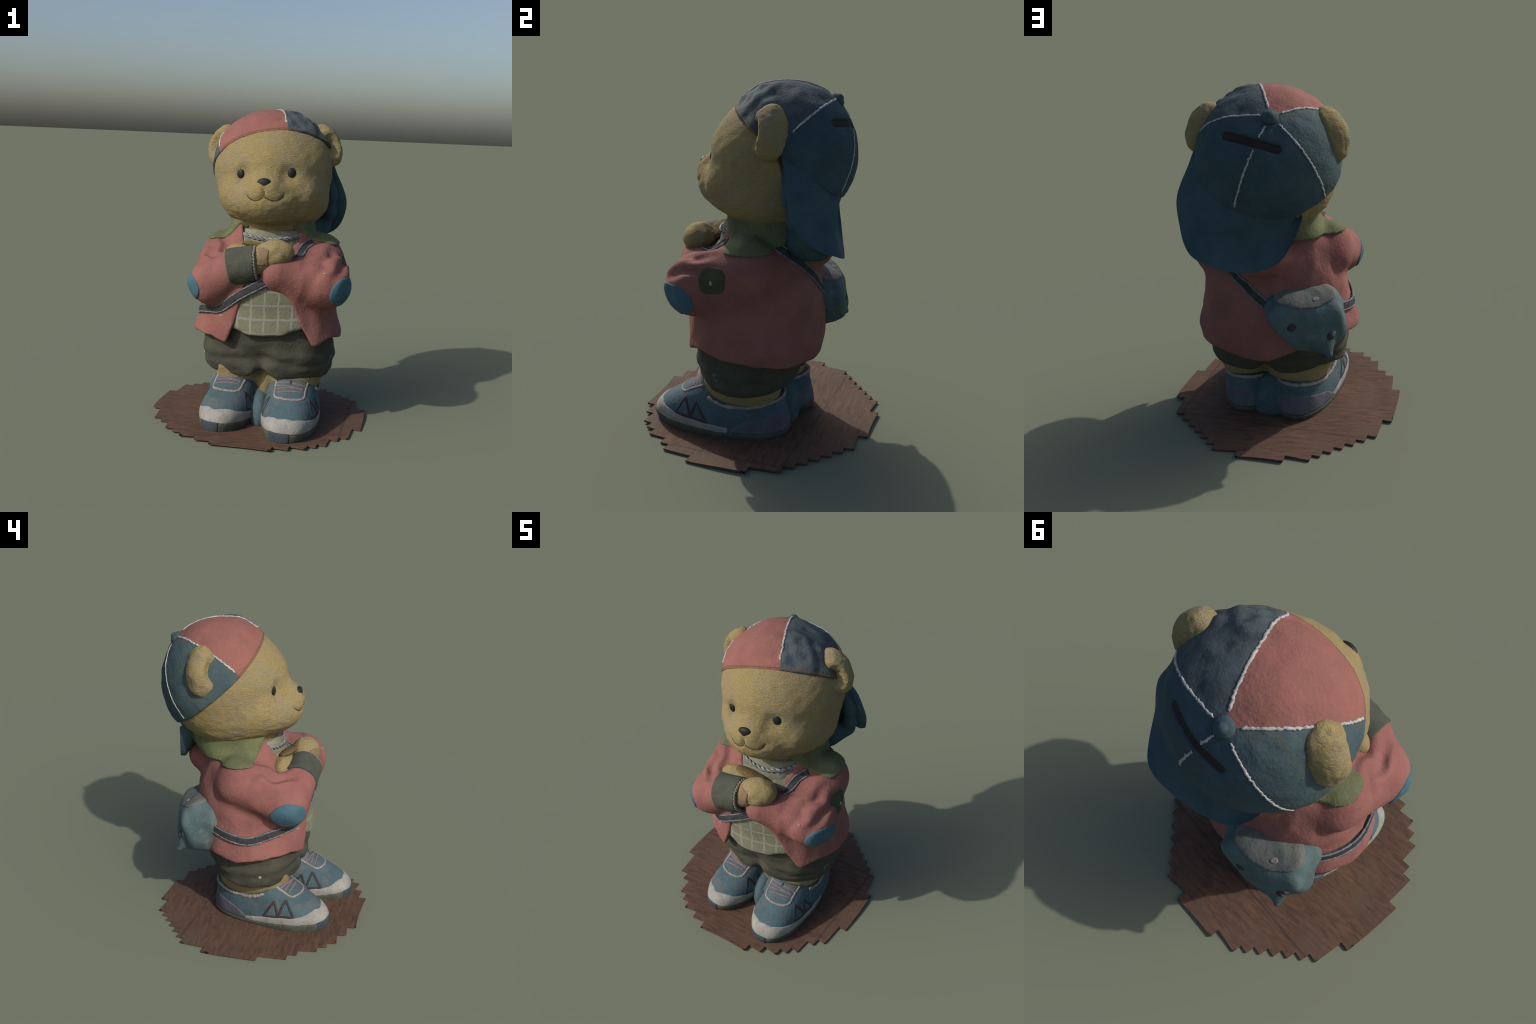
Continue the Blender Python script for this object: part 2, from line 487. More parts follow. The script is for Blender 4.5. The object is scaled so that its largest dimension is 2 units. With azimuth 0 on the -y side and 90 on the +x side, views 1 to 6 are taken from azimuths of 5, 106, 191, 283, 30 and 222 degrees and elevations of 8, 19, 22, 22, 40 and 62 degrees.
def shoe_top(L):      # height of the shoe's opening along its length
    return np.interp(L[:, 1], [-0.2, -0.10, 0.0, 0.09, 0.25, 0.38], [0.335, 0.325, 0.250, 0.222, 0.228, 0.255])

for side in (-1, 1):
    to, back = shoe_space(side)
    base = lambda P, to=to: shoe_local(to(P))
    def body(P, to=to, side=side):
        f = smax(shoe_local(to(P)), P[:, 2] - shoe_top(to(P)), 0.012)
        if side < 0:        # the pair is cast in one: a web joins the insides
            f = smin(f, ellipsoid(P, (0.022, -0.11, 0.05), (0.085, 0.225, 0.165)), 0.025)
            f = smin(f, ellipsoid(P, (0.065, 0.14, 0.07), (0.14, 0.115, 0.18)), 0.03)
        return smax(f, 0.004 - P[:, 2], 0.01)
    cx = -0.15 if side < 0 else 0.218
    lo, hi = (cx - 0.30, -0.62, -0.02), (cx + 0.34, 0.34, 0.36)
    shoe = solid("shoe", body, lo, hi, 0.009, M["shoe"])
    low = lambda L: np.interp(L[:, 1], [-0.4, -0.2, 0.05, 0.4], [0.070, 0.055, 0.042, 0.045])
    high = lambda L: np.interp(L[:, 1], [-0.40, -0.33, -0.24, -0.1, 0.1, 0.2], [0.150, 0.146, 0.115, 0.098, 0.075, 0.055])
    solid("toe_band", layer(base, 0.006, lambda P: np.maximum(np.maximum(low(to(P)) - P[:, 2], P[:, 2] - high(to(P)) - 0.006 * noise(P, 0.05, 4)), to(P)[:, 1] - 0.12 - 0.02 * noise(P, 0.03, 6))), lo, hi, 0.008, M["shoe_white"], shoe)
    solid("heel_panel", layer(base, 0.004, lambda P: np.maximum(np.maximum(0.045 - P[:, 2], P[:, 2] - np.interp(to(P)[:, 1], [0.1, 0.2, 0.38], [0.06, 0.125, 0.17])), 0.115 - to(P)[:, 1])), lo, hi, 0.008, M["shoe_grey"], shoe)
    solid("sole", layer(base, 0.009, lambda P: np.maximum(0.003 - P[:, 2], P[:, 2] - low(to(P)))), lo, hi, 0.008, M["sole"], shoe)
    solid("toe_guard", layer(base, 0.013, lambda P: np.maximum(np.maximum(0.012 - P[:, 2], P[:, 2] - 0.078), np.abs(to(P)[:, 0] + 0.03) + np.maximum(to(P)[:, 1] + 0.2, 0) - 0.062)), lo, hi, 0.007, M["toe"], shoe)
    # piping round the opening
    a = np.linspace(-0.65 * math.pi, 0.65 * math.pi, 40)
    ring = np.stack([0.2 * np.sin(a), 0.12 + 0.3 * np.cos(a), 0 * a], 1)
    ring[:, 2] = shoe_top(ring) - 0.012
    inner = lambda L: stack(L, SHOE, 2.35)
    pts = []
    for x, y, zt in ring:
        d = np.array([x, y]) * 2.0
        t = np.linspace(0, 1, 160)[:, None]
        L = np.c_[t * d + [0, 0.12 * 0], np.full(160, zt)]
        pts.append(L[np.argmin(np.abs(inner(L)))])
    pts = np.array(pts); pts[:, 2] = shoe_top(pts) - 0.012
    cord("piping", back(pts), 0.0105, M["trim"], shoe, f=base, wobble=0.0015, seed=4, flat=0.6)
    # tongue eyelet, U of white trim, laces and zigzag stripes on both flanks
    T = lambda pts: back(np.array(pts, float))
    u = spline([(-0.085, -0.05, 0.29), (-0.080, -0.12, 0.245), (-0.075, -0.175, 0.215), (-0.03, -0.205, 0.215), (0.03, -0.208, 0.215), (0.075, -0.175, 0.215), (0.082, -0.12, 0.245), (0.09, -0.05, 0.285)], 8)
    cord("trim", T(u), 0.0078, M["trim"], shoe, f=base, wobble=0.001, seed=8, flat=0.5)
    for n, (y0, y1) in enumerate(((-0.175, -0.155), (-0.14, -0.125), (-0.105, -0.135), (-0.08, -0.095))):
        cord("lace", T([(-0.085, y0, 0.27), (0, (y0 + y1) / 2 - 0.008, 0.28), (0.085, y1, 0.27)]), 0.0055, M["lace"], shoe, f=base, wobble=0.001, seed=n, flat=0.4)
    cord("eyelet", T([(-0.008, -0.105, 0.3), (0.008, -0.105, 0.3)]), 0.018, M["stripe"], shoe, f=base, flat=0.3)
    for s in (-1, 1):
        z = [(0.10, -0.155, 0.20), (0.16, -0.21, 0.115), (0.165, -0.12, 0.105), (0.125, -0.085, 0.21), (0.16, -0.12, 0.12), (0.17, -0.03, 0.095), (0.135, -0.06, 0.21)]
        z = [(0.10, -0.150, 0.205), (0.160, -0.225, 0.120), (0.168, -0.02, 0.098), (0.130, -0.085, 0.200), (0.165, -0.118, 0.11), (0.10, -0.150, 0.205)]
        pts = np.concatenate([np.linspace(z[i], z[i + 1], 8)[:-1] for i in range(len(z) - 1)] + [[z[-1]]])
        cord("stripe", T(pts * [s, 1, 1]), 0.0085, M["stripe"], shoe, f=base, flat=0.4)

# ---- legs and trousers ---------------------------------------------------
def legs_field(P):
    t = P[:, 1] * 0.09
    a = stack(P - np.stack([t, 0 * t, 0 * t], 1), [(0.1, 0.085, 0.360, -0.26, 0.16), (0.20, 0.08, 0.375, -0.265, 0.175), (0.27, 0.07, 0.400, -0.27, 0.195), (0.36, 0.06, 0.405, -0.265, 0.205)], 2.3)
    t = P[:, 1] * 0.12
    b = stack(P - np.stack([t, 0 * t, 0 * t], 1), [(0.1, -0.255, 0.03, -0.20, 0.23), (0.20, -0.265, 0.035, -0.205, 0.245), (0.27, -0.290, 0.045, -0.22, 0.255), (0.36, -0.31, 0.05, -0.235, 0.255)], 2.3)
    return smax(smax(smin(smin(a, b, 0.06), ellipsoid(P, (0.05, -0.02, 0.28), (0.08, 0.2, 0.2)), 0.04), P[:, 2] - 0.37, 0.01), 0.12 - P[:, 2], 0.01) + 0.004 * noise(P, 0.05, 12)
v, q = nets(legs_field, (-0.45, -0.4, 0.08), (0.55, 0.4, 0.42), 0.011)
mid = v[q].mean(1)
split(v, q, (mid[:, 0] > 0.05 + 0.1 * mid[:, 1]).astype(int), {0: ("leg", M["fur"], None), 1: ("leg", M["fur"], None)})

TROUSERS = [(0.26, -0.315, 0.420, -0.265, 0.255), (0.32, -0.352, 0.452, -0.285, 0.28), (0.38, -0.372, 0.470, -0.300, 0.292),
            (0.45, -0.380, 0.475, -0.312, 0.310), (0.53, -0.380, 0.462, -0.318, 0.34), (0.62, -0.365, 0.435, -0.318, 0.35), (0.72, -0.355, 0.425, -0.31, 0.35)]
def trousers_field(P):
    f = stack(turned(P, np.radians(-5)), TROUSERS, (2.25, 2.3))
    cx = 0.05 + 0.12 * P[:, 1]
    d = np.abs(P[:, 0] - cx)
    f = f + 0.035 * np.exp(-(d / 0.04) ** 2) * np.clip((0.47 - P[:, 2]) / 0.12, 0, 1)
    f = f + 0.038 * np.exp(-(d / 0.10) ** 2) * np.exp(-((P[:, 2] - 0.46) / 0.075) ** 2) * (P[:, 1] < 0)      # dips in below the belly
    f = f + 0.010 * noise(P, 0.11, 21) + 0.004 * noise(P * [1, 1, 2.0], 0.05, 22)
    f = f + 0.006 * np.sin(P[:, 2] * 60 + 8 * np.abs(P[:, 0] - cx)) * np.exp(-((P[:, 2] - 0.43) / 0.07) ** 2)
    hem = 0.312 + 0.045 * np.exp(-(d / 0.06) ** 2) + 0.006 * noise(P, 0.06, 23) - 0.015 * np.clip((P[:, 0] - 0.35) / 0.1, 0, 1) + 0.04 * np.clip((-0.1 - P[:, 0]) / 0.15, 0, 1) * np.clip((P[:, 1] - 0.02) / 0.15, 0, 1)
    f = smax(f, hem - P[:, 2], 0.02)
    return smax(f, P[:, 2] - 0.70, 0.01)
v, q = nets(trousers_field, (-0.48, -0.44, 0.24), (0.58, 0.48, 0.74), 0.0105)
trousers = add("trousers", v, q, M["trousers"])
# rivet on the -x leg, embroidered ring on the +x leg
pt = project(trousers_field, [(-0.375, -0.075, 0.405)])[0]
solid("rivet", lambda P: ellipsoid(P, pt + V(0.004, 0, 0), (0.011, 0.012, 0.016)), pt - 0.03, pt + 0.03, 0.004, M["metal"], trousers)
a = np.linspace(0, 1.8 * math.pi, 24)
cord("embroidered_ring", np.stack([0.49 + 0 * a, -0.135 + 0.02 * np.cos(a), 0.415 + 0.026 * np.sin(a)], 1), 0.0045, M["piping"], trousers, f=trousers_field, flat=0.5)

# ---- jacket, shirt and arms ----------------------------------------------
TORSO = [(0.42, -0.450, 0.508, -0.368, 0.375), (0.48, -0.450, 0.508, -0.370, 0.382), (0.53, -0.449, 0.508, -0.371, 0.390), (0.58, -0.447, 0.506, -0.370, 0.395),
         (0.66, -0.422, 0.476, -0.368, 0.402), (0.75, -0.402, 0.460, -0.364, 0.400), (0.85, -0.388, 0.450, -0.368, 0.392),
         (0.95, -0.372, 0.435, -0.355, 0.375), (1.04, -0.345, 0.400, -0.285, 0.352), (1.12, -0.30, 0.355, -0.190, 0.328),
         (1.20, -0.25, 0.305, -0.150, 0.312), (1.30, -0.21, 0.265, -0.13, 0.31), (1.36, -0.2, 0.255, -0.11, 0.3)]
ARM_R = ([(-0.270, 0.04, 1.02), (-0.309, -0.245, 0.905), (-0.17, -0.315, 1.015)], [0.165, 0.134, 0.105])
ARM_L = ([(0.335, 0.07, 1.03), (0.385, -0.228, 0.935), (0.10, -0.300, 0.985)], [0.172, 0.150, 0.115])

def torso_raw(P):
    return stack(turned(P, np.radians(6) * np.clip((P[:, 2] - 0.55) / 0.25, 0, 1)), TORSO, (2.1 + 0.4 * np.clip((P[:, 2] - 0.68) / 0.2, 0, 1), 2.5))   # the chest is turned a little to -x
def sleeve_r(P):
    f = limb(P, *ARM_R, 0.06)
    # gathers at the crook of the elbow
    w = np.exp(-(np.linalg.norm(P - V(-0.30, -0.17, 1.10), axis=1) / 0.13) ** 2)
    return f + 0.016 * w * np.sin(70 * (P[:, 0] * 0.8 + P[:, 1] * 0.4) + 2 * noise(P, 0.1, 31)) + 0.006 * noise(P, 0.09, 32)
def sleeve_l(P):
    f = limb(P, *ARM_L, 0.06)
    w = np.exp(-(np.linalg.norm((P - V(0.43, -0.24, 1.06)) * [1, 1, 1], axis=1) / 0.14) ** 2)
    return f + 0.017 * w * np.sin(60 * (P[:, 0] * 0.9 - P[:, 2] * 0.5) + 2.5 * noise(P, 0.1, 33)) + 0.007 * noise(P, 0.1, 34)
def jacket_solid(P):
    f = torso_raw(P) + 0.010 * noise(P, 0.16, 41) + 0.004 * noise(P, 0.06, 42)
    f = smin(f, sleeve_r(P), 0.035)
    return smin(f, sleeve_l(P), 0.04)
def under_brim(P):
    return ellipsoid(P, (0.05, 0.325, 1.085), (0.165, 0.138, 0.120))
def hem_height(P):
    ang = np.degrees(np.arctan2(P[:, 0] - 0.03, -(P[:, 1] - 0.05)))       # 0 front, 90 = +x, 180 back
    h = np.interp(ang, [-180, -150, -120, -90, -65, -45, -30, 0, 38, 58, 75, 92, 115, 140, 165, 180],
                  [0.458, 0.535, 0.575, 0.548, 0.567, 0.565, 0.535, 0.56, 0.545, 0.585, 0.565, 0.545, 0.510, 0.480, 0.460, 0.458])
    return h + 0.008 * noise(P, 0.06, 43)
def opening(P):
    """negative inside the open front: a tall gap that widens to the hem"""
    z = P[:, 2]
    left = np.interp(z, [0.45, 0.535, 0.68, 0.80, 1.0, 1.10, 1.16, 1.30], [-0.235, -0.205, -0.150, -0.115, -0.08, -0.09, -0.135, -0.16])
    right = np.interp(z, [0.45, 0.545, 0.70, 0.88, 1.0, 1.10, 1.16, 1.30], [0.375, 0.325, 0.240, 0.165, 0.10, 0.14, 0.20, 0.24])
    return np.maximum(np.maximum(left - P[:, 0], P[:, 0] - right), P[:, 1] - 0.05)
def jacket_field(P):
    f = torso_raw(P) + 0.010 * noise(P, 0.16, 41) + 0.004 * noise(P, 0.06, 42)
    f = smax(smin(f, under_brim(P), 0.06), -opening(P), 0.02)
    f = smin(f, sleeve_r(P), 0.035)
    f = smin(f, sleeve_l(P), 0.04)
    f = f + 0.007 * np.abs(noise(P * [1.0, 1.0, 0.55], 0.10, 47)) - 0.002
    f = smax(f, hem_height(P) - 0.004 - P[:, 2], 0.012)
    return smax(f, P[:, 2] - 1.27, 0.02)
v, q = nets(jacket_field, (-0.58, -0.50, 0.40), (0.66, 0.54, 1.32), 0.0105)
mid = v[q].mean(1)
ts, rs, ls = torso_raw(mid), sleeve_r(mid), sleeve_l(mid)
lab = np.where((rs < ts) & (rs < ls), 1, np.where(ls < ts, 2, 0))
jacket, arm_r, arm_l = split(v, q, lab, {0: ("jacket", M["jacket"], None), 1: ("arm", M["jacket"], None), 2: ("arm", M["jacket"], None)})

def shirt_field(P):
    f = torso_raw(P) + 0.010 + 0.006 * noise(P, 0.12, 45)
    f = f + 0.03 * np.clip((0.9 - P[:, 2]) / 0.3, 0, 1) * 0
    hem = 0.598 + 0.9 * np.abs(P[:, 0] - 0.03) ** 2 + 0.012 * noise(P, 0.07, 46)
    f = smax(f, hem - P[:, 2], 0.025)
    return smax(np.maximum(f, np.abs(P[:, 0] - 0.05) - 0.36), P[:, 2] - 1.20, 0.02)
solid("shirt", lambda P: np.maximum(shirt_field(P), P[:, 1] - 0.1), (-0.4, -0.40, 0.5), (0.5, 0.14, 1.24), 0.0105, M["shirt"])

# elbow patches and shoulder badge: cloth laid on the sleeves
def blob(c, r, M3=None): return lambda P: ellipsoid(P, c, r, M3) + 0.006 * noise(P, 0.04, 51)
solid("elbow_patch", layer(jacket_field, 0.006, blob((-0.445, -0.300, 0.872), (0.09, 0.130, 0.085))), (-0.58, -0.50, 0.72), (-0.3, -0.15, 1.02), 0.007, M["patch"], arm_r)
solid("elbow_patch", layer(jacket_field, 0.006, blob((0.50, -0.300, 0.900), (0.105, 0.12, 0.092))), (0.32, -0.48, 0.76), (0.64, -0.14, 1.04), 0.007, M["patch"], arm_l)
solid("sleeve_badge", layer(jacket_field, 0.006, lambda P: round_box(P, (0.52, -0.085, 1.02), (0.20, 0.070, 0.066), 3.0) + 0.008 * noise(P, 0.05, 52)), (0.40, -0.2, 0.9), (0.66, 0.05, 1.14), 0.007, M["green_patch"], arm_l)
pt = project(jacket_field, [(0.56, -0.085, 1.02)])[0]
solid("badge_stud", lambda P: ellipsoid(P, pt + V(0.005, 0, 0), (0.007, 0.008, 0.013)), pt - 0.025, pt + 0.025, 0.003, M["metal"], arm_l)

# pale chips in the paint
for c0, r0, par in (((0.385, -0.385, 1.026), 0.010, arm_l), ((-0.262, -0.34, 0.705), 0.011, jacket)):
    c1 = project(jacket_field, [c0])[0]
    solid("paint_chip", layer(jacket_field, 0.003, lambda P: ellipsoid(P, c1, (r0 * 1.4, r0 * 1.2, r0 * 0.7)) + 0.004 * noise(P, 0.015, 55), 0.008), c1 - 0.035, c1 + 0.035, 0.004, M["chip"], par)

# cuff, braid and paw of the arm that lies on top
def paw_r(P):
    f = ellipsoid(P, (0.095, -0.308, 1.118), (0.10, 0.088, 0.080))
    f = smin(f, cone(P, (-0.06, -0.318, 1.05), (0.05, -0.310, 1.095), 0.088, 0.085), 0.04)
    return f + 0.006 * noise(P, 0.04, 61)
cuff_axis = ([(-0.215, -0.305, 1.005), (-0.055, -0.322, 1.045)], [0.121, 0.112])
cuff_f = lambda P: np.maximum(limb(P, *cuff_axis) + 0.004 * noise(P, 0.06, 62), np.maximum((V(-0.20, 0, 1.0) - P) @ V(0.97, 0, 0.24), (P - V(-0.042, 0, 1.04)) @ V(0.97, 0.0, 0.10)))
solid("cuff", cuff_f, (-0.34, -0.47, 0.88), (0.05, -0.16, 1.2), 0.0075, M["olive"], arm_r)
paw = solid("hand", paw_r, (-0.18, -0.42, 0.93), (0.24, -0.18, 1.24), 0.0075, M["fur"])
solid("paw_pad", layer(paw_r, 0.006, lambda P: np.maximum(np.abs(P[:, 0] - 0.012) - 0.034, np.abs(P[:, 2] - 1.10) - 0.048) + 0.006 * noise(P, 0.04, 63)), (-0.06, -0.44, 1.02), (0.08, -0.28, 1.18), 0.006, M["pad"], paw)
a = np.linspace(0, 2 * math.pi, 60)
m = frame((0.97, -0.05, 0.14))
for k, ph in enumerate((0, 0.5)):
    tw = 0.006
    ring = V(-0.035, -0.322, 1.050) + np.cos(a)[:, None] * m[0] * (0.098) + np.sin(a)[:, None] * m[1] * 0.098 + (np.sin(16 * a + ph * 2 * math.pi) * tw)[:, None] * m[2] + (np.cos(16 * a + ph * 2 * math.pi) * tw)[:, None] * (np.cos(a)[:, None] * m[0] + np.sin(a)[:, None] * m[1])
    cord("cuff_braid", np.r_[ring, ring[:1]], 0.0075, M["ring"], arm_r, seed=k)
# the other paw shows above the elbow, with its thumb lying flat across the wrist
solid("hand", lambda P: smin(ellipsoid(P, (-0.165, -0.205, 1.085), (0.085, 0.062, 0.058)), ellipsoid(P, (-0.06, -0.2, 1.07), (0.12, 0.09, 0.07)), 0.05) + 0.006 * noise(P, 0.05, 64), (-0.30, -0.32, 0.98), (0.1, -0.08, 1.18), 0.0075, M["fur"])
th = np.array([[0.985, -0.10, -0.14], [0.05, 0.95, -0.3], [0.16, 0.29, 0.94]])
solid("thumb", lambda P: ellipsoid(P, (-0.025, -0.215, 1.140), (0.118, 0.055, 0.024), th) + 0.004 * noise(P, 0.05, 65), (-0.18, -0.32, 1.07), (0.13, -0.12, 1.22), 0.006, M["flap"])

# ---- strap and bag -------------------------------------------------------
strap_paths = [
    [(0.20, -0.24, 1.10), (0.245, -0.15, 1.146), (0.30, -0.08, 1.185)],
    [(0.30, 0.13, 1.19), (0.26, 0.25, 1.09), (0.20, 0.36, 0.99), (0.12, 0.42, 0.91), (0.02, 0.44, 0.825)],
    [(-0.36, 0.22, 0.735), (-0.41, 0.10, 0.70), (-0.43, -0.02, 0.685), (-0.41, -0.15, 0.715), (-0.34, -0.26, 0.735), (-0.255, -0.32, 0.752), (-0.13, -0.36, 0.848), (-0.02, -0.37, 0.915), (0.06, -0.38, 0.965)],
]
def outer(P):
    return np.minimum(jacket_field(P), shirt_field(P))
for i, pts in enumerate(strap_paths):
    c = spline(pts, 5)
    base = jacket_field if i < 2 else torso_raw
    c = project(base, c)
    lo, hi = c.min(0) - 0.06, c.max(0) + 0.06
    ends = lambda P, c=c: np.maximum((c[0] - P) @ ((c[1] - c[0]) / np.linalg.norm(c[1] - c[0])), (P - c[-1]) @ ((c[-1] - c[-2]) / np.linalg.norm(c[-1] - c[-2])))
    strap = solid("strap", layer(base, 0.007 if i < 2 else 0.014, lambda P: np.maximum(path_distance(P, c) - 0.023, ends(P)), 0.015), lo, hi, 0.0075, M["strap"])
    for s in (-1, 1):
        t = np.gradient(c, axis=0); n = gradient(base, c)
        b = np.cross(t, n); b /= np.linalg.norm(b, axis=1, keepdims=True)
        cord("strap_piping", c + b * 0.022 * s, 0.0055, M["piping"], strap, f=base, wobble=0.0007, seed=i, sink=-0.004 if i < 2 else -0.011)

BAG_C = V(-0.163, 0.326, 0.715)
BAG_M = frame((-0.24, 0.97, 0.06))
def bag_field(P):
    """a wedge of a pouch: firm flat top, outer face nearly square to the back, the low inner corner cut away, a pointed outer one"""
    q = (P - BAG_C) @ BAG_M.T
    x, y, n = -q[:, 0], q[:, 1], q[:, 2]                # x runs to the figure's +x here
    r = ((np.abs(x) / 0.230) ** 3.2 + (np.abs(y) / 0.188) ** 3.2 + (np.abs(n) / 0.168) ** 3.2) ** (1 / 3.2)
    f = (r - 1) * 0.15
    f = smax(f, (x - 0.185) * 0.72 - (y + 0.02) * 0.69, 0.05)          # low corner by the spine
    f = smax(f, (n - 0.105) * 0.55 + (y - 0.147) * 0.83, 0.04)         # top slopes down and out
    f = smin(f, cone(P, (-0.26, 0.37, 0.65), (-0.328, 0.462, 0.556), 0.10, 0.026), 0.05)
    return f + 0.012 * noise(P, 0.11, 71) + 0.005 * noise(P * [1, 1, 0.5], 0.05, 72)
bag = solid("bag", bag_field, (-0.48, 0.15, 0.46), (0.10, 0.58, 0.96), 0.0085, M["bag"])
def flap_region(P):
    q = (P - BAG_C) @ BAG_M.T
    return ellipsoid(q, (0.01, 0.165, 0.06), (0.175, 0.075, 0.13)) + 0.006 * noise(P, 0.05, 73)
solid("bag_flap", layer(bag_field, 0.004, flap_region), (-0.45, 0.15, 0.74), (0.08, 0.58, 0.96), 0.0075, M["bag_top"], bag)
hp = project(bag_field, [(-0.255, 0.405, 0.87)])[0]
solid("paint_chip", layer(bag_field, 0.008, lambda P: np.minimum(ellipsoid(P, hp, (0.018, 0.018, 0.014)), cone(P, hp, hp + V(-0.05, -0.025, -0.012), 0.010, 0.013)) + 0.004 * noise(P, 0.02, 56), 0.008), hp - 0.09, hp + 0.07, 0.005, M["trim"], bag)  # pale raised smear modelled for the highlight on the bag's top edge
pt = project(bag_field, [(-0.125, 0.50, 0.735)])[0]
solid("bag_snap", lambda P: ellipsoid(P, pt - V(0, 0.012, 0), (0.032, 0.02, 0.03)) + 0.004 * noise(P, 0.03, 74), pt - 0.05, pt + 0.05, 0.005, M["strap"], bag)
pt2 = project(bag_field, [(-0.365, 0.44, 0.672)])[0]
solid("bag_snap", lambda P: ellipsoid(P, pt2 - V(-0.008, 0.008, 0), (0.017, 0.017, 0.020)), pt2 - 0.04, pt2 + 0.04, 0.004, M["metal"], bag)
pt3 = project(bag_field, [(-0.34, 0.455, 0.665)])[0]
solid("bag_snap", lambda P: ellipsoid(P, pt3, (0.024, 0.014, 0.022)), pt3 - 0.04, pt3 + 0.04, 0.004, M["strap"], bag)

# ---- collars and neck ----------------------------------------------------
def neck_field(P):
    return np.minimum(torso_raw(P), cone(P, (0.03, 0.09, 1.05), (0.03, 0.09, 1.4), 0.25, 0.27))
def collar_region(P):
    x, y, z = P.T
    bottom = np.interp(np.abs(x - 0.035), [0, 0.2, 0.28, 0.36], [1.19, 1.175, 1.16, 1.148])
    front = -0.048 - 0.36 * (z - 1.15)
    gap = 0.17 - np.abs(x - 0.035) - np.clip(y + 0.02, 0, 9) * 5
    return np.maximum(np.maximum(bottom - z, z - 1.31), np.maximum(front - y, gap * 0 - 1))
def collar_base(P):
    return smin(jacket_field(P), stack(P, [(1.1, -0.30, 0.35, -0.17, 0.32), (1.18, -0.265, 0.315, -0.15, 0.36), (1.24, -0.24, 0.295, -0.14, 0.40), (1.32, -0.24, 0.29, -0.13, 0.42)], 2.3), 0.01)
solid("collar", layer(collar_base, 0.012, collar_region, 0.03), (-0.42, -0.25, 1.1), (0.48, 0.50, 1.34), 0.009, M["collar"], jacket)
def shirt_neck(P):
    return stack(P, [(1.02, -0.22, 0.27, -0.20, 0.28), (1.12, -0.20, 0.26, -0.185, 0.28), (1.20, -0.19, 0.25, -0.165, 0.28), (1.28, -0.2, 0.26, -0.14, 0.28)], 2.3) + 0.006 * noise(P, 0.07, 81)
solid("shirt_collar", lambda P: smax(smax(shirt_neck(P), P[:, 2] - 1.235, 0.02), 1.03 - P[:, 2], 0.02), (-0.3, -0.28, 1.0), (0.36, 0.34, 1.28), 0.01, M["cream"])
# chain: two rows of small links wound round each other
for k in (0, 1):
    a = np.linspace(-115, 115, 240)
    r = np.radians(a)
    z = 1.185 + 0.075 * (np.abs(a) / 115) ** 1.4
    c = np.stack([0.035 + 0.26 * np.sin(r), 0.07 - 0.27 * np.cos(r), z], 1)
    g = gradient(shirt_neck, c); 
    c = project(lambda P: shirt_neck(P) - 0.008, c)
    ph = np.radians(a) * 22 + k * math.pi
    c = c + np.stack([0 * a, -0.005 * np.sin(ph), 0.008 * np.cos(ph)], 1)
    cord("neck_chain", c, 0.007, M["chain"], None, seed=k + 5)

# ---- head ----------------------------------------------------------------
HEAD_C = V(0.008, 0.178, 1.600)
smile = [spline([(-0.120, -0.28, 1.462), (-0.091, -0.30, 1.438), (-0.060, -0.31, 1.430), (-0.029, -0.32, 1.441), (-0.005, -0.32, 1.458)], 6),
         spline([(-0.005, -0.32, 1.458), (0.027, -0.32, 1.440), (0.068, -0.31, 1.433), (0.095, -0.30, 1.444), (0.119, -0.28, 1.470)], 6),
         np.array([(-0.005, -0.32, 1.458), (-0.007, -0.32, 1.500)])]
EYES = [V(-0.170, -0.167, 1.582), V(0.152, -0.192, 1.603)]
RIM_N = V(-0.24, 0.90, 1.0) / np.linalg.norm([0.24, 0.90, 1.0])         # the rim lies in the plane z = 1.8175 + .24 x - .9 y
rim = lambda P: (P - V(0, 0, 1.8175)) @ RIM_N + 0.024 * np.clip((0.3 - P[:, 1]) / 0.3, 0, 1)                           # positive on the cap's side
def brow(P):            # the forehead leans back
    return 0.048 * np.clip((P[:, 2] - 1.62) / 0.28, 0, 1) ** 1.4 * np.clip((0.09 - P[:, 1]) / 0.20, 0, 1)
def head_smooth(P):
    f = ellipsoid(P, HEAD_C, (0.388, 0.400, 0.388))
    f = smin(f, ellipsoid(P, (0.03, 0.115, 1.410), (0.355, 0.315, 0.205)), 0.06)
    f = smin(f, ellipsoid(P, (-0.004, -0.125, 1.435), (0.215, 0.195, 0.155)), 0.08)
    f = smin(f, ellipsoid(P, (-0.006, -0.215, 1.512), (0.09, 0.090, 0.066)), 0.06)
    f = smin(f, ellipsoid(P, (0.165, -0.040, 1.470), (0.168, 0.162, 0.140)), 0.06)
    f = smin(f, ellipsoid(P, (-0.150, -0.020, 1.445), (0.155, 0.155, 0.130)), 0.06)
    return f + brow(P)
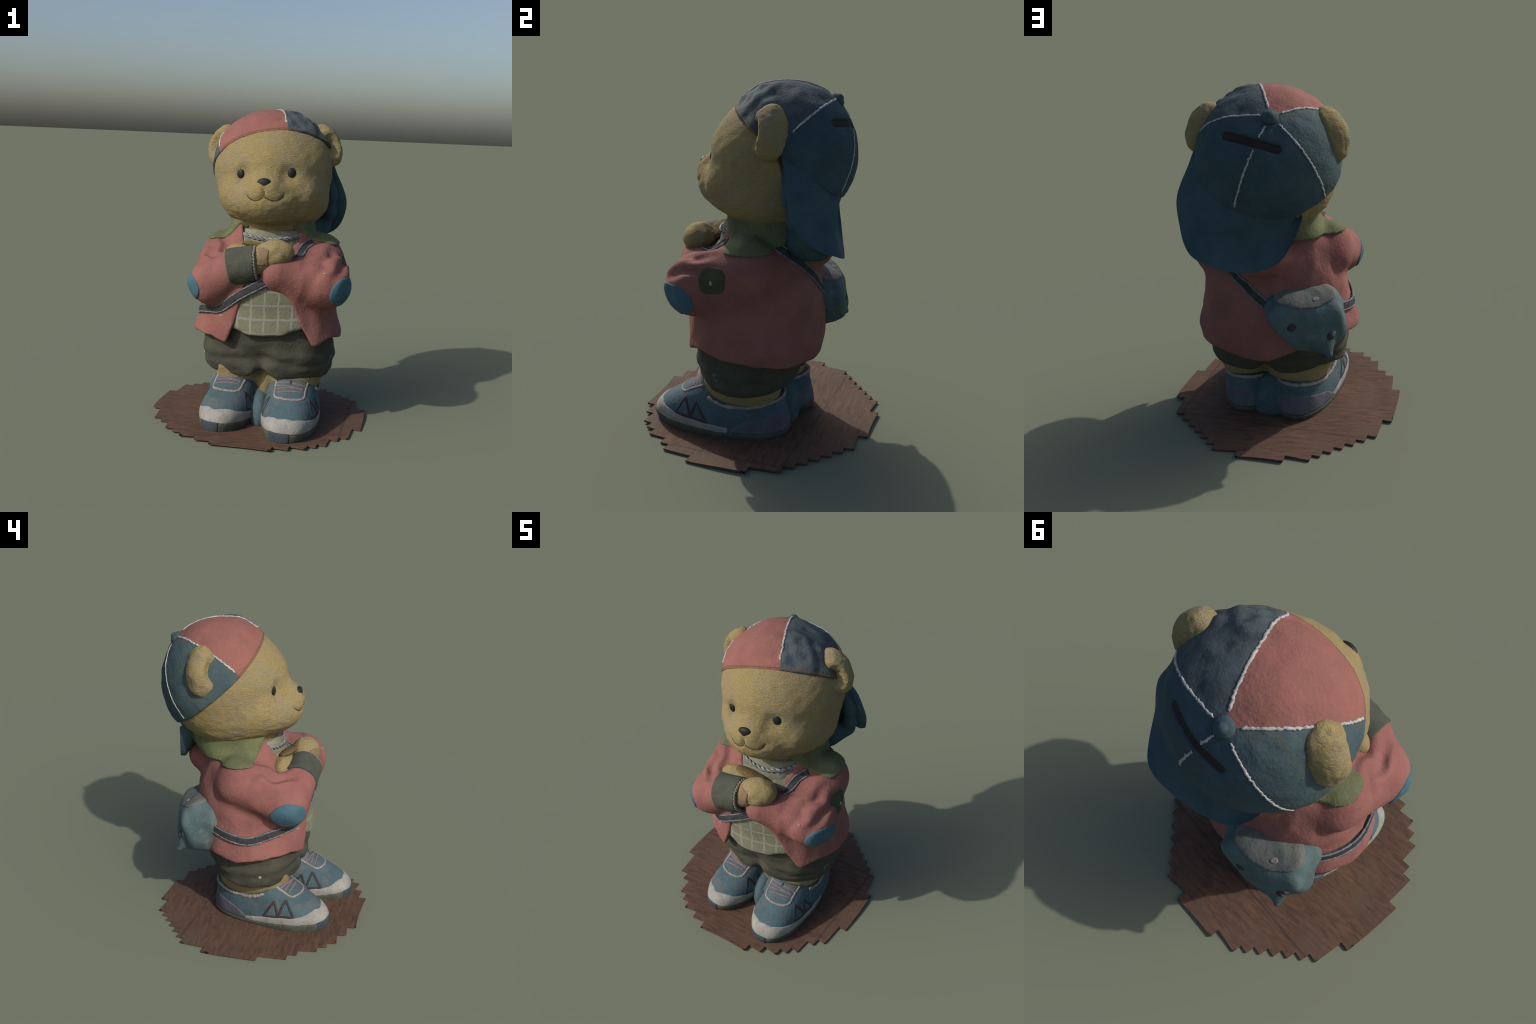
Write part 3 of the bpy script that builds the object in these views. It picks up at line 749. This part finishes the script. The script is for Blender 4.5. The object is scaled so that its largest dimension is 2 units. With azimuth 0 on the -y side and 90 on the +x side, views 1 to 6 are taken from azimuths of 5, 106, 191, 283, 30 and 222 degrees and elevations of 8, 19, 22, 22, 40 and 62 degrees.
def head_field(P):
    f = head_smooth(P)
    for e in EYES:
        f = smax(f, -(np.linalg.norm((P - e - V(0, -0.055, 0.006)) * [1, 1, 0.85], axis=1) - 0.062), 0.03)
    near = (P[:, 1] < -0.2) & (P[:, 2] > 1.40) & (P[:, 2] < 1.54) & (np.abs(P[:, 0]) < 0.17)
    if near.any():
        d = np.full(len(P), 9.0)
        Q = P[near]
        d[near] = np.minimum.reduce([path_distance(Q, s) for s in smile])
        f = f + 0.014 * np.exp(-(d / 0.012) ** 2)
    f = f + 0.005 * noise(P, 0.10, 91) + 0.003 * noise(P, 0.045, 92)
    lower = np.clip((1.62 - P[:, 2]) / 0.3, 0, 1)
    f = f + 0.002 * noise(P * [1, 0.6, 1.2], 0.02, 93) * (0.4 + lower)
    f = f + 0.03 * np.clip((rim(P) + 0.07 * np.clip((P[:, 1] - 0.22) / 0.06, 0, 1) * (P[:, 0] > 0.1)) / 0.02, 0, 1)                       # slimmer where the cap covers it
    return smin(f, cone(P, (0.03, 0.09, 1.1), (0.03, 0.10, 1.32), 0.20, 0.24), 0.03)
v, q = nets(head_field, (-0.46, -0.36, 1.04), (0.48, 0.62, 2.02), 0.0085)
mid = v[q].mean(1)
head, neck = split(v, q, (mid[:, 2] < 1.225).astype(int), {0: ("head", M["fur"], None), 1: ("neck", M["fur"], None)})

for e in EYES:
    c = project(head_field, [e])[0] + V(0, 0.006, 0)
    nrm = gradient(head_smooth, c[None])[0]
    solid("eye", lambda P: ellipsoid(P, c, (0.029, 0.036, 0.020), frame(nrm)), c - 0.06, c + 0.06, 0.004, M["black"], head)
nose_c = V(-0.008, -0.288, 1.537)
def nose_f(P):
    q = P - nose_c
    f = ellipsoid(q, (0, 0, 0.004), (0.045, 0.022, 0.027))
    return smin(f, ellipsoid(q, (0, 0.0, -0.014), (0.022, 0.022, 0.018)), 0.015)
solid("nose", nose_f, nose_c - 0.07, nose_c + 0.07, 0.004, M["black"], head)
for s in smile:
    cord("mouth", s, 0.0055, M["mouth"], head, f=head_field, flat=0.5, sink=0.001)

# ears: thick round lobes, hollow in front
def ear(side, c, r, lean, turn):
    up = V(-side * math.sin(lean), 0, math.cos(lean))
    n = V(side * math.sin(turn), -math.cos(turn), 0); n -= (n @ up) * up; n /= np.linalg.norm(n)
    m = np.array([np.cross(up, n), up, n])
    hollow = np.array(c) + m[2] * r[2] * 1.05 + V(side * 0.022, 0, 0)
    def f(P):
        g = ellipsoid(P, c, r, m)
        g = smax(g, -ellipsoid(P, hollow, (r[0] * 0.55, r[1] * 0.62, r[2] * 0.58), m), 0.028)
        return g + 0.006 * noise(P, 0.06, 95) + 0.003 * noise(P, 0.02, 96)
    solid("ear", f, np.array(c) - 0.2, np.array(c) + 0.2, 0.0075, M["fur"], head)
ear(1, (0.345, 0.203, 1.770), (0.100, 0.148, 0.098), math.radians(24), 0.4)
ear(-1, (-0.335, 0.228, 1.738), (0.098, 0.150, 0.100), math.radians(18), 0.4)

# ---- cap -----------------------------------------------------------------
CAP_C, CAP_R = V(0.008, 0.186, 1.598), V(0.398, 0.392, 0.3945)
BUTTON = V(-0.064, 0.459, 1.877)
SLOT = [(0.168, 0.50, 1.800), (-0.105, 0.54, 1.735)]
def cap_smooth(P):
    return round_box(P, CAP_C, CAP_R, 2.12) + brow(P) + 0.007 * noise(P, 0.14, 101)
SLOT = project(cap_smooth, resample(SLOT, 0.03))
def slot_region(P):
    return path_distance(P, SLOT) - 0.024
def cap_skin(P):
    f = cap_smooth(P) + 0.003 * noise(P, 0.05, 102)
    f = f + 0.016 * noise(P, 0.055, 104) * np.clip((P[:, 0] - 0.02) * 8, 0, 1) * np.clip((0.3 - P[:, 1]) * 6, 0, 1)
    return f
axis = (BUTTON - CAP_C) / np.linalg.norm(BUTTON - CAP_C)
e1 = np.cross(axis, (0, 0, 1)); e1 /= np.linalg.norm(e1); e2 = np.cross(axis, e1)
def turn(p):
    d = np.atleast_2d(p) - CAP_C
    return np.arctan2(d @ e2, d @ e1)
SEAMS = [V(0.100, -0.029, 1.891), V(-0.326, 0.020, 1.721), V(-0.310, 0.353, 1.426), V(0.147, 0.53, 1.405), V(0.357, 0.307, 1.771)]
ANG = [float(turn(s)[0]) for s in SEAMS]
def cap_field(P):
    f = smax(cap_skin(P), -slot_region(P), 0.008)
    return smax(f, -rim(P), 0.012)
v, q = nets(cap_field, (-0.46, -0.28, 1.15), (0.48, 0.66, 2.04), 0.0095)
bm = bmesh.new()
me = bpy.data.meshes.new("tmp"); me.from_pydata([tuple(x) for x in v], [], [tuple(int(i) for i in f) for f in q])
bm.from_mesh(me); bpy.data.meshes.remove(me)
for t in ANG:                                                            # cut exactly along the seams
    d = math.cos(t) * e1 + math.sin(t) * e2
    bmesh.ops.bisect_plane(bm, geom=bm.verts[:] + bm.edges[:] + bm.faces[:], dist=1e-5, plane_co=Vector(CAP_C), plane_no=Vector(np.cross(axis, d)))
bmesh.ops.triangulate(bm, faces=bm.faces[:])
bm.verts.index_update()
v = np.array([x.co[:] for x in bm.verts]); q = np.array([[x.index for x in f.verts] for f in bm.faces]); bm.free()
mid = v[q].mean(1)
order = np.argsort(ANG); srt = np.array(ANG)[order]
lab = np.searchsorted(srt, turn(mid)) % 5
def panel_of(p): return int(np.searchsorted(srt, turn(p))[0] % 5)
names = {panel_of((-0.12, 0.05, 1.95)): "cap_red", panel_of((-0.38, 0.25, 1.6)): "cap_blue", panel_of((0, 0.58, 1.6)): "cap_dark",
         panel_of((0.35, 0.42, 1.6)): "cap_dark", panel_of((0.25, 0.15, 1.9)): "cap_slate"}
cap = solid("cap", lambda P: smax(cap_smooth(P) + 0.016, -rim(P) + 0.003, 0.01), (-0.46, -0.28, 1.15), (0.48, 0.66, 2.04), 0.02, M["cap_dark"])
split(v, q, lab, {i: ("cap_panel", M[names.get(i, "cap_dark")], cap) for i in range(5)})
solid("coin_slot", layer(lambda P: cap_smooth(P) + 0.011, 0.0, lambda P: slot_region(P) - 0.006, 0.012), (-0.2, 0.4, 1.66), (0.26, 0.62, 1.88), 0.007, M["slot"], cap)
bp = project(cap_smooth, [BUTTON])[0]
solid("cap_button", lambda P: np.minimum(ellipsoid(P, bp, (0.042, 0.042, 0.024), frame(axis)), ellipsoid(P, bp + 0.018 * axis, (0.022, 0.022, 0.016), frame(axis))), bp - 0.08, bp + 0.08, 0.005, M["cap_blue"], cap)
for i, s in enumerate(SEAMS):
    d0, d1 = bp - CAP_C, project(cap_smooth, [s])[0] - CAP_C
    ts = np.linspace(0.10 if i != 3 else 0.09, 0.97, 40)
    w = np.arccos(np.clip(d0 @ d1 / np.linalg.norm(d0) / np.linalg.norm(d1), -1, 1))
    arc = np.array([CAP_C + (math.sin((1 - t) * w) * d0 + math.sin(t * w) * d1) / math.sin(w) for t in ts])
    keep = slot_region(arc) > 0.004
    runs = np.split(np.arange(len(arc)), np.where(np.diff(keep.astype(int)) != 0)[0] + 1)
    for r in runs:
        if keep[r[0]] and len(r) > 2:
            cord("seam_stitching", arc[r], 0.0062 if i < 2 else 0.0050, M["white"], cap, f=cap_skin, wobble=0.0016, seed=i, flat=0.7, sink=-0.001)
# folded edge along the front of the rim
a = np.linspace(0, 2 * math.pi, 160)
m = frame(RIM_N, (1, 0, 0))
cen = CAP_C - rim(CAP_C[None])[0] * RIM_N
ringp = []
for t in a:
    d = math.cos(t) * m[0] + math.sin(t) * m[1]
    L = cen + np.linspace(0.1, 0.6, 250)[:, None] * d
    ringp.append(L[np.argmin(np.abs(cap_smooth(L)))])
ringp = np.array(ringp)
front = ringp[ringp[:, 2] > 1.70]
o = np.argsort(np.arctan2(front[:, 0] - 0.0, -(front[:, 1] - 0.3)))
cord("rim_edge", front[o], 0.0052, M["hem"], cap, f=lambda P: cap_skin(P), flat=0.6, sink=0.002)

# brim: a curved visor hanging from the back of the rim
inner_pts = [(0.385, 0.265, 1.665), (0.355, 0.375, 1.585), (0.310, 0.450, 1.515), (0.245, 0.515, 1.440), (0.160, 0.552, 1.395), (0.070, 0.555, 1.368), (-0.02, 0.540, 1.358), (-0.10, 0.512, 1.358), (-0.165, 0.472, 1.368), (-0.205, 0.440, 1.380), (-0.225, 0.425, 1.388)]
outer_pts = [(0.402, 0.280, 1.640), (0.470, 0.318, 1.510), (0.505, 0.335, 1.400), (0.487, 0.380, 1.280), (0.440, 0.470, 1.195), (0.365, 0.550, 1.145), (0.240, 0.558, 1.095), (0.080, 0.530, 1.062), (-0.070, 0.490, 1.105), (-0.155, 0.460, 1.225), (-0.205, 0.440, 1.345)]
I, O = spline(inner_pts, 8), spline(outer_pts, 8)
I = project(lambda P: cap_smooth(P) + 0.010, I) + V(0, 0, 0.012)               # tucked in under the crown
rows = 15
side_fill = np.interp(np.linspace(0, 1, len(I)), [0, 0.1, 0.25, 0.45, 0.6, 1], [0.02, 0.07, 0.11, 0.09, 0.03, 0.0])       # thick where the visor stands by the cheek
sag = np.interp(np.linspace(0, 1, len(I)), [0, 0.25, 0.45, 0.6, 1], [-0.012, -0.018, 0.012, 0.045, 0.04])       # bowed out at the side, hollow at the back
front_v, back_v = [], []
for r in range(rows):
    t = r / (rows - 1)
    c = I * (1 - t) + O * t
    out = np.stack([c[:, 0] - 0.05, c[:, 1] - 0.1, 0 * c[:, 0]], 1); out /= np.linalg.norm(out, axis=1, keepdims=True)
    c = c - out * (sag * math.sin(math.pi * t))[:, None]
    th = (0.028 + 0.09 * (1 - t) * math.sin(math.pi * (1 - t)) + side_fill * min(1, 2.0 * (1 - t)))[:, None]
    front_v.append(c); back_v.append(c - out * th)
A = np.concatenate(front_v + back_v); A = A + 0.004 * noise(A, 0.09, 111)[:, None] * V(0.3, 1, 0.2)
n = len(I); faces = []
for r in range(rows - 1):
    for j in range(n - 1):
        p, w = r * n + j, (r + 1) * n + j
        faces.append((p, p + 1, w + 1, w)); b0 = rows * n
        faces.append((b0 + p, b0 + w, b0 + w + 1, b0 + p + 1))
for j in range(n - 1):
    p, b = (rows - 1) * n + j, (2 * rows - 1) * n + j
    faces.append((p, p + 1, b + 1, b)); faces.append((j, rows * n + j, rows * n + j + 1, j + 1))
for r in range(rows - 1):
    for j, fl in ((0, 0), (n - 1, 1)):
        p, w = r * n + j, (r + 1) * n + j; b = rows * n
        fq = (p, w, b + w, b + p)
        faces.append(fq[::-1] if fl else fq)
ob = add("brim", A, faces, M["brim"], cap)
bm = bmesh.new(); bm.from_mesh(ob.data); bmesh.ops.recalc_face_normals(bm, faces=bm.faces[:]); bm.to_mesh(ob.data); bm.free()
ob.data.set_sharp_from_angle(angle=math.radians(50))

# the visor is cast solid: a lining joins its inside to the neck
def lining(P):
    f = limb(P, [(0.370, 0.290, 1.58), (0.400, 0.318, 1.45), (0.395, 0.340, 1.33), (0.355, 0.390, 1.225), (0.290, 0.440, 1.145)], [0.030, 0.040, 0.042, 0.044, 0.048], 0.04)
    return smin(f, ellipsoid(P, (0.195, 0.360, 1.195), (0.150, 0.135, 0.135)), 0.06)
solid("brim_lining", lining, (-0.02, 0.15, 1.04), (0.52, 0.54, 1.66), 0.011, M["brim"], cap)
